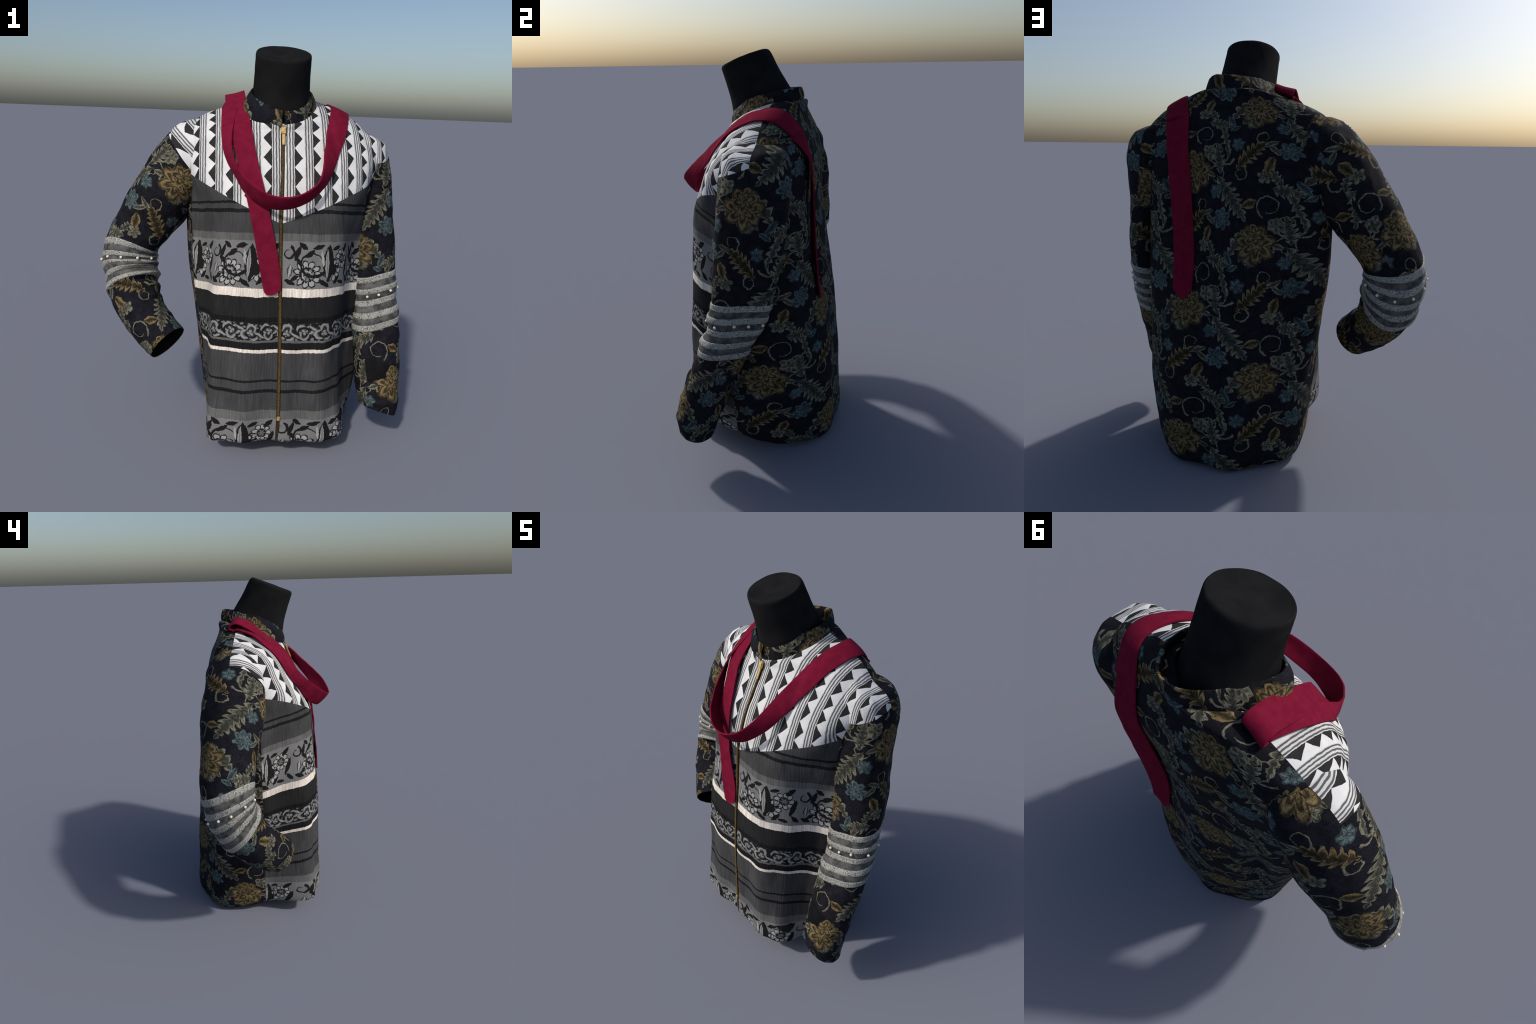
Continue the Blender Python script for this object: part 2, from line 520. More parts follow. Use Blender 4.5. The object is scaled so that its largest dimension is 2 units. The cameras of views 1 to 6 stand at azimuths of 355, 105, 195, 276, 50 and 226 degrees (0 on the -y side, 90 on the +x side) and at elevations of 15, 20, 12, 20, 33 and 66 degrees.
# ------------------------------------------------------------------ plain parts
def mottled(name, c0, c1, scale, rough=0.9, spec=0.06, metal=0.0, detail=3.0, bstr=0.0, stretch=(1, 1, 1)):
    m, g, b = material(name, rough, spec, metal)
    p = g.vmath('MULTIPLY', g.obj(), stretch)
    n = g.noise(p, scale, detail)
    g.put(b.inputs["Base Color"], g.mix(g.ramp01(n, 0.3, 0.7), c0, c1))
    if bstr:
        bump(g, b, n, bstr, 0.002)
    return m
MAT_TRIMBASE = mottled("grey_satin", (.030, .032, .034), (.105, .105, .100), 30, 0.6, 0.2)
def glitter():
    m, g, b = material("silver_braid", 0.6, 0.3)
    p = g.obj()
    v = g.voronoi(p, 150.0)
    n = g.noise(p, 60.0, 3.0)
    c = g.mix(g.ramp01(v, 0.1, 0.75), (.50, .50, .46), (.085, .085, .080))
    g.put(b.inputs["Base Color"], g.mix(g.ramp01(n, 0.35, 0.65), c, (.26, .26, .24)))
    bump(g, b, v, 0.6, 0.003)
    return m
MAT_GLITTER = glitter()
MAT_BEAD = mottled("pearl", (.62, .53, .40), (.78, .70, .56), 200, 0.25, 0.5)
MAT_LINING = mottled("dark_lining", (.006, .006, .007), (.010, .010, .011), 20)
MAT_NECK = mottled("black_jersey", (.0095, .0098, .0105), (.0135, .0138, .0145), 14, 0.95, 0.03, bstr=0.15)
MAT_SASH = mottled("crimson_felt", (.135, .0065, .024), (.165, .009, .030), 30, 0.95, 0.04, bstr=0.1)
MAT_TAPE = mottled("zip_tape", (.022, .016, .010), (.045, .032, .018), 60)
MAT_BRASS = mottled("dull_brass", (.085, .052, .018), (.19, .12, .042), 120, 0.5, 0.3, 0.2)
MAT_GILT = mottled("gilt_metal", (.34, .21, .06), (.60, .42, .16), 60, 0.4, 0.5, 0.3)


# ------------------------------------------------------------------ torso of the jacket
# levels: zFront, yFront, zBack, yBack, xRight, xLeft, ySide, nFront, nBack, corner right x, corner left x, recede
TORSO = [
    (0.112, -0.378, 0.000, 0.395, -0.212, 0.515, 0.00, 2.6, 2.2, -0.190, 0.440, 0.00),
    (0.150, -0.388, 0.050, 0.424, -0.230, 0.548, 0.00, 2.6, 2.2, -0.192, 0.435, 0.00),
    (0.350, -0.384, 0.300, 0.412, -0.258, 0.582, 0.00, 2.5, 2.2, -0.180, 0.390, 0.015),
    (0.600, -0.378, 0.570, 0.390, -0.287, 0.585, 0.00, 2.4, 2.2, -0.170, 0.365, 0.02),
    (0.880, -0.364, 0.880, 0.352, -0.331, 0.585, 0.01, 2.3, 2.3, -0.160, 0.362, 0.022),
    (1.080, -0.348, 1.100, 0.318, -0.343, 0.585, 0.02, 2.2, 2.4, -0.150, 0.370, 0.035),
    (1.230, -0.331, 1.280, 0.292, -0.348, 0.590, 0.03, 2.2, 2.5, -0.150, 0.380, 0.025),
    (1.370, -0.288, 1.430, 0.282, -0.355, 0.605, 0.04, 2.3, 2.6, -0.160, 0.395, 0.01),
    (1.480, -0.238, 1.545, 0.268, -0.340, 0.615, 0.05, 2.3, 2.4, -0.160, 0.395, 0.0),
    (1.550, -0.202, 1.625, 0.242, -0.338, 0.575, 0.06, 2.2, 2.2, -0.160, 0.395, 0.0),
    (1.590, -0.182, 1.680, 0.218, -0.300, 0.512, 0.06, 2.1, 2.1, -0.160, 0.395, 0.0),
    (1.615, -0.171, 1.725, 0.204, -0.215, 0.420, 0.05, 2.0, 2.1, -0.160, 0.395, 0.0),
    (1.643, -0.168, 1.766, 0.207, -0.096, 0.304, 0.03, 2.0, 2.3, -0.160, 0.395, 0.0),
    (1.652, -0.120, 1.768, 0.150, -0.040, 0.250, 0.02, 2.0, 2.2, -0.160, 0.395, 0.0),
]
COLS = 320
TH = np.arange(COLS) / COLS * TAU

def half_ring(q, xs, ys, yF, yB, xb, g, sgn):
    """Control points down one side of a boxy hanging section: front, corner, receding diagonal, side, back."""
    lerp = lambda u, v, t: u + (v - u) * t
    return [((CX + q) / 2 + 0.03 * sgn, yF + 0.002), (q - 0.03 * sgn, yF + 0.022), (q + 0.035 * sgn, yF + 0.072 + 0.4 * g),
            (lerp(q, xs, 0.62) - 0.3 * g * sgn, lerp(yF, ys, 0.55) + g), (xs - (0.012 if sgn > 0 else 0.026) * sgn, ys - 0.08 + 0.3 * g), (xs, ys + 0.06),
            (xs - (0.040 if sgn > 0 else 0.018) * sgn, ys + (yB - ys) * 0.51), (lerp(xb, xs, 0.66), ys + (yB - ys) * 0.81), (lerp(xb, xs, 0.34), yB - 0.020)]

def torso_grid(rows=230):
    S = catmull(TORSO, rows)
    G = np.zeros((rows, COLS, 3))
    s, c = np.sin(TH), np.cos(TH)
    front = c > 0
    for i, (zF, yF, zB, yB, xR, xL, yS, nF, nB, qR, qL, g) in enumerate(S):
        n = np.where(front, nF, nB)
        cx, a = (xR + xL) / 2, (xL - xR) / 2
        x = cx + a * np.sign(s) * np.abs(s) ** (2 / n)
        d = np.where(front, yS - yF, yB - yS)
        y = yS - d * np.sign(c) * np.abs(c) ** (2 / n)
        left = half_ring(qL, xL, yS, yF, yB, cx, g, 1)
        right = half_ring(qR, xR, yS, yF, yB, cx, g, -1)
        ringp = catmull([(CX, yF + 0.008)] + left + [(cx, yB)] + right[::-1], COLS, True)
        w = float(sstep(1.22, 1.45, zF))
        x = ringp[:, 0] * (1 - w) + x * w
        y = ringp[:, 1] * (1 - w) + y * w
        f = (y - yF) / (yB - yF)
        z = zF + (zB - zF) * sstep(-0.05, 1.05, f) if zF < 0.2 else zF + (zB - zF) * f
        # the neckline climbs the sides of the neck, more on the left
        z = z + float(sstep(1.55, 1.64, zF)) * np.where(s > 0, 0.032, 0.012) * s ** 2
        G[i, :, 0], G[i, :, 1], G[i, :, 2] = x, y, z
    return G

def torso_relief(G):
    """Folds: corner pleats of the front, armhole drags, soft wrinkles."""
    N = grid_normals(G)
    x, y, z = G[..., 0], G[..., 1], G[..., 2]
    d = np.zeros(G.shape[:2])
    low = 1 - sstep(0.9, 1.2, z)
    front = sstep(-0.05, -0.2, y)
    # pleat at the right and left front corners
    d += front * low * (0.006 * gauss(x, -0.195, 0.03) - 0.012 * gauss(x, -0.25, 0.03))
    d += front * low * (0.006 * gauss(x, 0.42, 0.03) - 0.012 * gauss(x, 0.475, 0.03))
    d += sstep(0.02, -0.10, y) * 0.035 * gauss(x, 0.50, 0.05) * gauss(z, 1.24, 0.14)
    d -= front * 0.012 * gauss(x, -0.08, 0.09) * sstep(0.2, 0.4, z) * (1 - sstep(1.15, 1.3, z))
    # gentle vertical folds on the lower front
    d += front * (1 - sstep(0.5, 1.0, z)) * 0.006 * np.sin((x - CX) * 34 + 0.6 * np.sin(z * 5))
    d -= front * 0.006 * gauss(x, CX, 0.03)
    # back: hollow between the shoulder blade and right armhole, soft vertical folds
    back = sstep(0.12, 0.22, y)
    d -= back * 0.010 * gauss(x, -0.22, 0.05) * gauss(z, 1.38, 0.14)
    d += back * 0.014 * gauss(x, -0.12, 0.08) * gauss(z, 1.22, 0.12)
    d -= sstep(0.10, 0.20, y) * 0.068 * gauss(x, -0.21, 0.050) * gauss(z, 0.80, 0.24)
    d -= back * 0.040 * gauss(x, 0.265, 0.065) * gauss(z, 1.06, 0.26)
    d += sstep(0.05, 0.15, y) * 0.038 * gauss(x, 0.42, 0.07) * gauss(z, 1.22, 0.20)
    d += back * 0.008 * np.sin(x * 24 + 1.2 * z) * (1 - sstep(1.2, 1.5, z))
    d += 0.006 * noise_grid(G, (4, 4, 2.2), 1, 3) + 0.0025 * noise_grid(G, (14, 14, 9), 2, 2)
    top = 1 - 0.9 * sstep(1.6, 1.68, z)
    return G + N * (d * top)[..., None]

TG = torso_relief(torso_grid())
NT = grid_normals(TG)

def front_y(x, z):
    """y of the jacket's front surface at (x, z), looked up on the torso grid."""
    F = TG[:, np.cos(TH) > 0.05].reshape(-1, 3)
    k = np.argsort((F[:, 0] - x) ** 2 + (F[:, 2] - z) ** 2)[:4]
    return float(F[k, 1].mean())

def split_plane(bm, co, no, faces=None):
    geom = faces if faces is not None else list(bm.faces)
    es = {e for f in geom for e in f.edges}
    vs = {v for f in geom for v in f.verts}
    bmesh.ops.bisect_plane(bm, geom=list(geom) + list(es) + list(vs), plane_co=co, plane_no=no, dist=1e-5)

SEAM_SIDE_Y = -0.055
YOKE_V = ((0.096, 1.208), (0.563, 1.385), (-0.30, 1.385))   # V point, left end, right end (x, z)

torso_me = mesh_from_grid("torso", TG)
smooth(torso_me)
bm = bmesh.new()
bm.from_mesh(torso_me)
split_plane(bm, (0, SEAM_SIDE_Y, 0), (0, 1, 0), [f for f in bm.faces if f.calc_center_median().z < 1.47])
split_plane(bm, (0, 0.085, 0), (0, 1, 0), [f for f in bm.faces if f.calc_center_median().z > 1.33])
(vx, vz), (lx, lz), (rx, rz) = YOKE_V
split_plane(bm, (vx, 0, vz), (-(lz - vz), 0, lx - vx), [f for f in bm.faces if f.calc_center_median().y < 0.1 and f.calc_center_median().x > vx - 0.01])
split_plane(bm, (vx, 0, vz), ((rz - vz), 0, -(rx - vx)), [f for f in bm.faces if f.calc_center_median().y < 0.1 and f.calc_center_median().x < vx + 0.01])
split_plane(bm, (CX, 0, 0), (1, 0, 0), [f for f in bm.faces if f.calc_center_median().y < 0])
bm.normal_update()

def torso_region(c):
    if c.z > 1.1 and c.y < 0.085:
        line = vz + (lz - vz) / (lx - vx) * (c.x - vx) if c.x > vx else vz + (rz - vz) / (rx - vx) * (c.x - vx)
        if c.z > line and (c.y < SEAM_SIDE_Y or c.z > 1.42):
            return "yoke_panel"
    if c.y < SEAM_SIDE_Y:
        return "front_panel"
    return "back_panel"

regions = {}
for f in bm.faces:
    c = f.calc_center_median()
    r = torso_region(c)
    if r != "back_panel":
        r += "+" if c.x > CX else "-"
    regions.setdefault(r, []).append(f)
vnormal = {v.index: v.normal.copy() for v in bm.verts}

def region_mesh(name, faces):
    idx, vs, fs, ns = {}, [], [], []
    for f in faces:
        l = []
        for v in f.verts:
            if v.index not in idx:
                idx[v.index] = len(vs)
                vs.append(v.co[:])
                ns.append(v.normal[:])
            l.append(idx[v.index])
        fs.append(l)
    me = bpy.data.meshes.new(name)
    me.from_pydata(vs, [], fs)
    me.update()
    smooth(me)
    me.normals_split_custom_set_from_vertices(ns)
    return me

bm.verts.index_update()
for r, faces in sorted(regions.items()):
    nm = r.rstrip("+-")
    mat = {"yoke_panel": MAT_YOKE, "front_panel": MAT_FRONT, "back_panel": MAT_BACK}[nm]
    add(nm, region_mesh(nm, faces), mat)
bm.free()

# lining: closes the hem a little above the edge and the neck opening
ring = TG[6].copy()
ring[:, :2] = (ring[:, :2] - [0.14, 0.0]) * 0.97 + [0.14, 0.0]
edge = TG[0].copy()
inner0 = edge.copy(); inner0[:, :2] = (edge[:, :2] - [0.14, 0.0]) * 0.985 + [0.14, 0.0]
lift = inner0.copy(); lift[:, 2] += 0.12
mid = lift.mean(0)
L = np.stack([edge, inner0, lift, mid + (lift - mid) * 0.02])
me = mesh_from_grid("lining", L[:, ::-1], cap_end=True); smooth(me)
add("lining", me, MAT_LINING)

# ------------------------------------------------------------------ collar
COLLAR_BASE = [(.103, -.166, 1.628), (.20, -.135, 1.655), (.280, -.03, 1.705), (.283, .09, 1.735), (.205, .185, 1.750),
               (.10, .196, 1.757), (.01, .145, 1.75), (-.055, .05, 1.735), (-.078, -.05, 1.71), (-.04, -.125, 1.665), (.03, -.158, 1.64)]
COLLAR_TOP = [(.103, -.159, 1.705), (.195, -.115, 1.745), (.258, -.01, 1.785), (.255, .10, 1.81), (.19, .188, 1.826),
              (.11, .190, 1.824), (.035, .128, 1.82), (-.018, .04, 1.812), (-.045, -.05, 1.788), (-.02, -.115, 1.752), (.04, -.150, 1.72)]
n = 160
B0, T0 = catmull(COLLAR_BASE, n, True), catmull(COLLAR_TOP, n, True)
cen = np.array([0.1, 0.02, 0])
def shrink(P, d):
    Q = P.copy(); v = P - cen; v[:, 2] = 0
    Q -= v / np.linalg.norm(v, axis=1, keepdims=True) * d
    return Q
rows = []
for t in np.linspace(-0.25, 1, 12):
    R = B0 + (T0 - B0) * t
    rows.append(shrink(R, -0.006 * math.sin(math.pi * max(t, 0)) + 0.07 * max(-t, 0)))
rows += [shrink(T0, 0.003) + [0, 0, .003], shrink(T0, 0.008)]
for t in np.linspace(0.8, -0.3, 6):
    rows.append(shrink(B0 + (T0 - B0) * t, 0.012))
CG = np.stack(rows)
# open the collar at the front: a narrow V notch above the zip
ang0 = np.arange(n) / n * TAU
CG = np.concatenate([CG, CG[:, :1]], 1)
CG[:, 0, 0] += 0.004 + 0.006 * np.clip((CG[:, 0, 2] - 1.63) / 0.075, 0, 1)
CG[:, -1, 0] -= 0.004 + 0.004 * np.clip((CG[:, -1, 2] - 1.63) / 0.075, 0, 1)
CG += (0.002 * noise_grid(CG, (18, 18, 18), 5, 2))[..., None]
me = mesh_from_grid("collar", CG, closed=False); smooth(me)
ob = add("collar", me, MAT_COLLAR)

# ------------------------------------------------------------------ mannequin neck
NECK = [  # centre x, front(y, z), back(y, z), half width
    (.104, (-.10, 1.56), (.19, 1.62), .15),
    (.104, (-.150, 1.68), (.165, 1.76), .142),
    (.104, (-.165, 1.76), (.120, 1.835), .136),
    (.102, (-.186, 1.835), (.074, 1.905), .131),
    (.100, (-.203, 1.885), (.040, 1.965), .130),
    (.099, (-.210, 1.908), (.024, 1.990), .130),
    (.099, (-.206, 1.920), (.012, 2.000), .126),
    (.099, (-.193, 1.922), (-.002, 1.997), .115),
    (.099, (-.150, 1.930), (-.045, 1.974), .066),
    (.099, (-.10, 1.946), (-.085, 1.952), .010),
]
SN = catmull([(a, b[0], b[1], c[0], c[1], d) for a, b, c, d in NECK], 70)
t = np.arange(96) / 96 * TAU
NG = np.zeros((70, 96, 3))
for i, (cx, y0, z0, y1, z1, w) in enumerate(SN):
    k = -np.cos(t)
    sx = np.sign(np.sin(t)) * np.abs(np.sin(t)) ** 0.92
    NG[i, :, 0] = cx + w * sx
    NG[i, :, 1] = (y0 + y1) / 2 + (y1 - y0) / 2 * k
    NG[i, :, 2] = (z0 + z1) / 2 + (z1 - z0) / 2 * k
NG += (grid_normals(NG) * (0.0022 * noise_grid(NG, (9, 9, 9), 8, 3))[..., None]) * (np.arange(70) < 55)[:, None, None]
me = mesh_from_grid("mannequin_neck", NG, cap_end=True); smooth(me)
add("mannequin_neck", me, MAT_NECK)

# ------------------------------------------------------------------ sleeves
def tube(spine, rows, cols, front_ref=Vector((0, -1, 0)), horizontal=False):
    """spine rows: (x, y, z, r_side, r_front). Returns grid, centres, tangents."""
    S = catmull(spine, rows)
    C = S[:, :3]
    T = np.gradient(C, axis=0)
    T /= np.linalg.norm(T, axis=1, keepdims=True)
    G = np.zeros((rows, cols, 3))
    a = np.arange(cols) / cols * TAU
    for i in range(rows):
        t = Vector((0, 0, -1)) if horizontal else Vector(T[i])
        f = (front_ref - t * front_ref.dot(t)).normalized()
        s = f.cross(t)
        # s points towards +x for a hanging sleeve
        k = 1 + S[i, 5] * np.cos(3 * (a - 1.13))      # lobes: front-outer, back, front-inner
        G[i] = C[i] + np.outer(np.cos(a) * k * S[i, 4], f) + np.outer(np.sin(a) * k * S[i, 3], s)
    return G, C, T, a

LEFT = [  # x, y, z, half width, half depth, three-cornered share
    (.430, .068, 1.645, .050, .060, .0), (.482, .072, 1.606, .098, .110, .0), (.534, .072, 1.566, .124, .146, .0), (.551, .070, 1.492, .138, .160, .02),
    (.564, .062, 1.390, .140, .165, .05), (.604, .044, 1.200, .114, .162, .10), (.626, .030, 1.050, .112, .152, .12),
    (.635, .008, .900, .115, .142, .12), (.645, -.033, .750, .119, .126, .10), (.654, -.096, .600, .120, .120, .08),
    (.657, -.157, .450, .118, .121, .05), (.658, -.198, .335, .112, .119, .0), (.662, -.218, .272, .108, .109, .0), (.666, -.222, .212, .100, .098, .0)]
RIGHT = [
    (-.188, .085, 1.582, .080, .090, 0), (-.270, .084, 1.526, .142, .144, 0), (-.352, .076, 1.430, .162, .158, 0),
    (-.446, .080, 1.288, .163, .162, 0), (-.547, .090, 1.145, .150, .144, 0), (-.626, .092, 1.014, .137, .138, 0),
    (-.644, .082, .908, .141, .130, 0), (-.628, .040, .798, .135, .122, 0), (-.588, -.022, .702, .122, .117, 0),
    (-.520, -.085, .618, .115, .113, 0), (-.436, -.150, .548, .105, .104, 0)]

def sleeve_relief(G, a, seed, elbow_row, inner_ang, amp):
    N = grid_normals(G)
    if np.sum(N[len(N) // 2] * (G[len(G) // 2] - G[len(G) // 2].mean(0))) < 0:
        N = -N
    rows = len(G)
    i = np.arange(rows)[:, None] / rows
    ins = np.clip(np.cos(a - inner_ang), 0, 1)[None, :] ** 1.5
    w = np.exp(-((i - elbow_row) / 0.10) ** 2)
    d = amp * w * ins * np.sin((i - elbow_row) * 95 + 0.7 * np.sin(a * 2))
    d += 0.35 * amp * w * np.sin((i - elbow_row) * 60 + a)
    # diagonal drag folds on the forearm and from the armpit
    ridge = lambda q: 1 - 2 * np.abs(np.sin(q)) ** 0.7
    d += 0.45 * amp * np.exp(-((i - 0.84) / 0.09) ** 2) * ridge(i * 30 + 1.1 * np.sin(a + 0.5)) * (0.4 + 0.6 * ins)
    d += 0.40 * amp * np.exp(-((i - 0.36) / 0.12) ** 2) * ridge(i * 16 + 1.5 * np.sin(a - inner_ang)) * ins
    d += 0.008 * noise_grid(G, (7, 7, 5), seed, 3) + 0.0018 * noise_grid(G, (20, 20, 16), seed + 1, 2)
    edge = np.ones((rows, 1))
    return G + N * (d * edge)[..., None], N

GL, CL, TL, a = tube(LEFT, 190, 120, horizontal=True)
GR, CR, TR, _ = tube(RIGHT, 190, 120)
GL, NL = sleeve_relief(GL, a, 11, 0.62, 0.3, 0.008)
GR, NR = sleeve_relief(GR, a, 21, 0.66, 0.9, 0.015)
# the back of the left cuff hem rises, its outer side drops
w = sstep(0.85, 1.0, np.linspace(0, 1, 190))[:, None]
GL[..., 2] += w * (-0.035 * np.sin(a) + 0.02 * np.cos(a))[None, :]

def frame_axis(p0, p1, ref=Vector((0, -1, 0))):
    """Frame whose z axis runs up the sleeve; y axis faces the front."""
    z = (Vector(p0) - Vector(p1)).normalized()
    y = (ref - z * ref.dot(z)).normalized()
    x = y.cross(z)
    M = Matrix((x, y, z)).transposed().to_4x4()
    M.translation = Vector(p1)
    return M

def row_at(C, frac):
    return int(round(frac * (len(C) - 1)))

def build_sleeve(G, N, C, trim0, trim1, cap_plane, mats, beads, tilt, bead_rows):
    rows = len(G)
    i0, i1 = row_at(C, trim0), row_at(C, trim1)
    mid_i = (i0 + i1) // 2
    fr_up = frame_axis(C[row_at(C, 0.2)], C[i0])
    fr_lo = frame_axis(C[i1], C[-1])
    # upper sleeve
    up = G[:mid_i + 1]
    me = mesh_from_grid("sleeve", up if G is GR else up); smooth(me)
    bmu = bmesh.new(); bmu.from_mesh(me)
    bmesh.ops.recalc_face_normals(bmu, faces=bmu.faces)
    for co, no in cap_plane:
        split_plane(bmu, co, no)
    bmu.normal_update()
    cap, rest = [], []
    for f in bmu.faces:
        c = f.calc_center_median()
        (cap if all((c - Vector(co)).dot(Vector(no)) > 0 for co, no in cap_plane) else rest).append(f)
    bmu.verts.index_update()
    sleeve = add("sleeve", region_mesh("sleeve", rest), mats[0], frame=fr_up)
    if cap:
        add("sleeve_cap", region_mesh("sleeve_cap", cap), mats[3], parent=sleeve, frame=Matrix())
    bmu.free()
    # lower sleeve with turned-in cuff
    lo = [G[k] for k in range(mid_i, rows)]
    last, cc = G[-1], G[-1].mean(0)
    back = C[-1] - C[row_at(C, 0.9)]
    back /= np.linalg.norm(back)
    lo += [cc + (last - cc) * 0.985 + back * 0.003, cc + (last - cc) * 0.955]
    for s_, dpt in ((0.94, .03), (0.93, .10), (0.90, .19), (0.80, .26)):
        lo.append(cc + (last - cc) * s_ - back * dpt)
    inner = lo[-5:]
    mi = mesh_from_grid("cuff_lining", np.stack(inner), cap_end=True); smooth(mi)
    lo = lo[:-4]
    me = mesh_from_grid("lower_sleeve", np.stack(lo)); smooth(me)
    b2 = bmesh.new(); b2.from_mesh(me); bmesh.ops.recalc_face_normals(b2, faces=b2.faces); b2.to_mesh(me); b2.free()
    low = add("lower_sleeve", me, mats[1], parent=sleeve, frame=fr_lo)
    add("cuff_lining", mi, MAT_LINING, parent=sleeve)
    # trim: grey base band, five glitter strips and beads
    def wrapped(i_from, i_to, lift, nrows, bulge=0.0):
        """A strip lying around the sleeve between two (fractional) grid rows, tilted like the target's trims."""
        out = []
        cols = G.shape[1]
        for k, f in enumerate(np.linspace(0, 1, nrows)):
            r = i_from + (i_to - i_from) * f + tilt(a)
            r0 = np.clip(np.floor(r).astype(int), 0, rows - 2); fr = (r - r0)[:, None]
            j = np.arange(cols)
            P = G[r0, j] * (1 - fr) + G[r0 + 1, j] * fr
            Nn = N[r0, j] * (1 - fr) + N[r0 + 1, j] * fr
            h = lift if 0 < k < nrows - 1 else -0.004
            h += bulge * math.sin(math.pi * f)
            out.append(P + Nn * h)
        return np.stack(out)
    me = mesh_from_grid("trim_base", wrapped(i0, i0 + 1.065 * (i1 - i0), 0.0014, 30)); smooth(me)
    add("trim_base", me, mats[2], parent=sleeve)
    span = (i1 - i0)
    for k in range(5):
        c0 = i0 + span * (k * 0.2325)
        me = mesh_from_grid("trim_strip", wrapped(c0, c0 + span * 0.135, 0.0034, 9, 0.0014)); smooth(me)
        add("trim_strip", me, MAT_GLITTER, parent=sleeve)
    for ang in beads:
        j = int((ang % TAU) / TAU * G.shape[1]) % G.shape[1]
        r = i0 + span * 0.415 + tilt(a)[j]
        r0 = int(r)
        p = G[r0, j] + N[r0, j] * 0.006
        ob = BEAD.copy()
        ob.name = "bead"
        bpy.context.scene.collection.objects.link(ob)
        ob.parent = sleeve
        ob.matrix_parent_inverse = sleeve.matrix_basis.inverted()
        ob.matrix_basis = Matrix.Translation(p)
    return sleeve

bmb = bmesh.new()
bmesh.ops.create_uvsphere(bmb, u_segments=16, v_segments=10, radius=0.0075)
me = bpy.data.meshes.new("bead"); bmb.to_mesh(me); bmb.free(); smooth(me)
me.materials.append(MAT_BEAD)
BEAD = bpy.data.objects.new("bead", me)

# sleeve fractions where the trimmed zone starts and ends; cap planes bound the zigzag cloth on the sleeve head
def frac_at_z(C, z):
    return float(np.argmin(np.abs(C[len(C) // 4:, 2] - z)) + len(C) // 4) / (len(C) - 1)

SL = build_sleeve(GL, NL, CL, frac_at_z(CL, 0.905), frac_at_z(CL, 0.655),
                  [((.6, .085, 1.5), (0, -1, 0)), ((.6, 0, 1.500), (0, -.35, 1))],
                  (MAT_SLEEVE_L, MAT_LOWER_L, MAT_TRIMBASE, MAT_YOKE), np.arange(11) / 11 * TAU + 0.1,
                  lambda a: -2.5 * np.sin(a), 0)
SR = build_sleeve(GR, NR, CR, 0.508, 0.705,
                  [((-.3, .085, 1.5), (0, -1, 0)), ((-.36, -.03, 1.47), (.80, -.1, .62))],
                  (MAT_SLEEVE_R, MAT_LOWER_R, MAT_TRIMBASE, MAT_YOKE_R), np.arange(11) / 11 * TAU + 0.4,
                  lambda a: -5.5 * np.cos(a) - 2.0 * np.sin(a), 0)

# ------------------------------------------------------------------ sash (one long ribbon)
from mathutils import kdtree
KD = kdtree.KDTree(TG.shape[0] * TG.shape[1])
FT, FN = TG.reshape(-1, 3), NT.reshape(-1, 3)
for _i, _p in enumerate(FT):
    KD.insert(_p, _i)
KD.balance()
OUT = 1.0 if FN[TG.shape[1] * 100][1] < 0 else -1.0      # column 0 faces the front, -y
def lay_on_torso(P, gap):
    """Lift any ribbon point that would sink into the jacket."""
    Q = P.reshape(-1, 3).copy()
    for i, p in enumerate(Q):
        _, k, _ = KD.find(p)
        dd = float(np.dot(p - FT[k], FN[k] * OUT))
        if dd < gap and np.linalg.norm(p - FT[k]) < 0.08:
            Q[i] = p + FN[k] * OUT * (gap - dd)
    return Q.reshape(P.shape)

# lower / upper edge of the hanging loop from the left shoulder round to the right shoulder
LOOP = [  # (lower/outer edge, upper/inner edge)
    ((.420, .222, 1.625), (.302, .228, 1.650)), ((.440, .155, 1.672), (.330, .165, 1.712)), ((.455, .09, 1.688), (.360, .08, 1.722)),
    ((.432, .0, 1.648), (.343, -.02, 1.686)), ((.405, -.10, 1.586), (.322, -.115, 1.640)), ((.372, -.18, 1.525), (.303, -.200, 1.578)),
    ((.345, -.238, 1.470), (.286, -.262, 1.524)), ((.312, -.288, 1.412), (.268, -.335, 1.460)), ((.253, -.338, 1.350), (.240, -.392, 1.408)),
    ((.183, -.365, 1.305), (.187, -.418, 1.372)), ((.100, -.372, 1.285), (.115, -.431, 1.348)), ((.020, -.352, 1.289), (.035, -.422, 1.352)),
    ((-.065, -.300, 1.334), (-.040, -.385, 1.388)), ((-.116, -.246, 1.407), (-.090, -.333, 1.430)), ((-.161, -.196, 1.491), (-.128, -.262, 1.500)),
    ((-.177, -.140, 1.576), (-.132, -.190, 1.585)), ((-.178, -.03, 1.690), (-.105, -.045, 1.712)), ((-.160, .07, 1.732), (-.072, .06, 1.765)), ((-.153, .098, 1.725), (-.066, .088, 1.758))]
LOOP_L, LOOP_U = [p[0] for p in LOOP], [p[1] for p in LOOP]
def fy(x, z, off):
    return (x, front_y(x, z) - off, z)
TAIL_O = [(-.153, .094, 1.726), (-.158, .122, 1.744), (-.160, .080, 1.766), (-.155, -.02, 1.716), fy(-.135, 1.60, .022), fy(-.107, 1.47, .020), fy(-.062, 1.305, .016), fy(-.027, 1.145, .014), fy(.010, .962, .012), fy(.022, .905, .012)]
TAIL_I = [(-.066, .084, 1.758), (-.068, .112, 1.776), (-.067, .07, 1.792), (-.060, -.03, 1.738), fy(-.042, 1.614, .022), fy(-.021, 1.503, .020), fy(.018, 1.345, .016), fy(.052, 1.20, .014), fy(.096, 1.0, .012), fy(.103, .925, .012)]
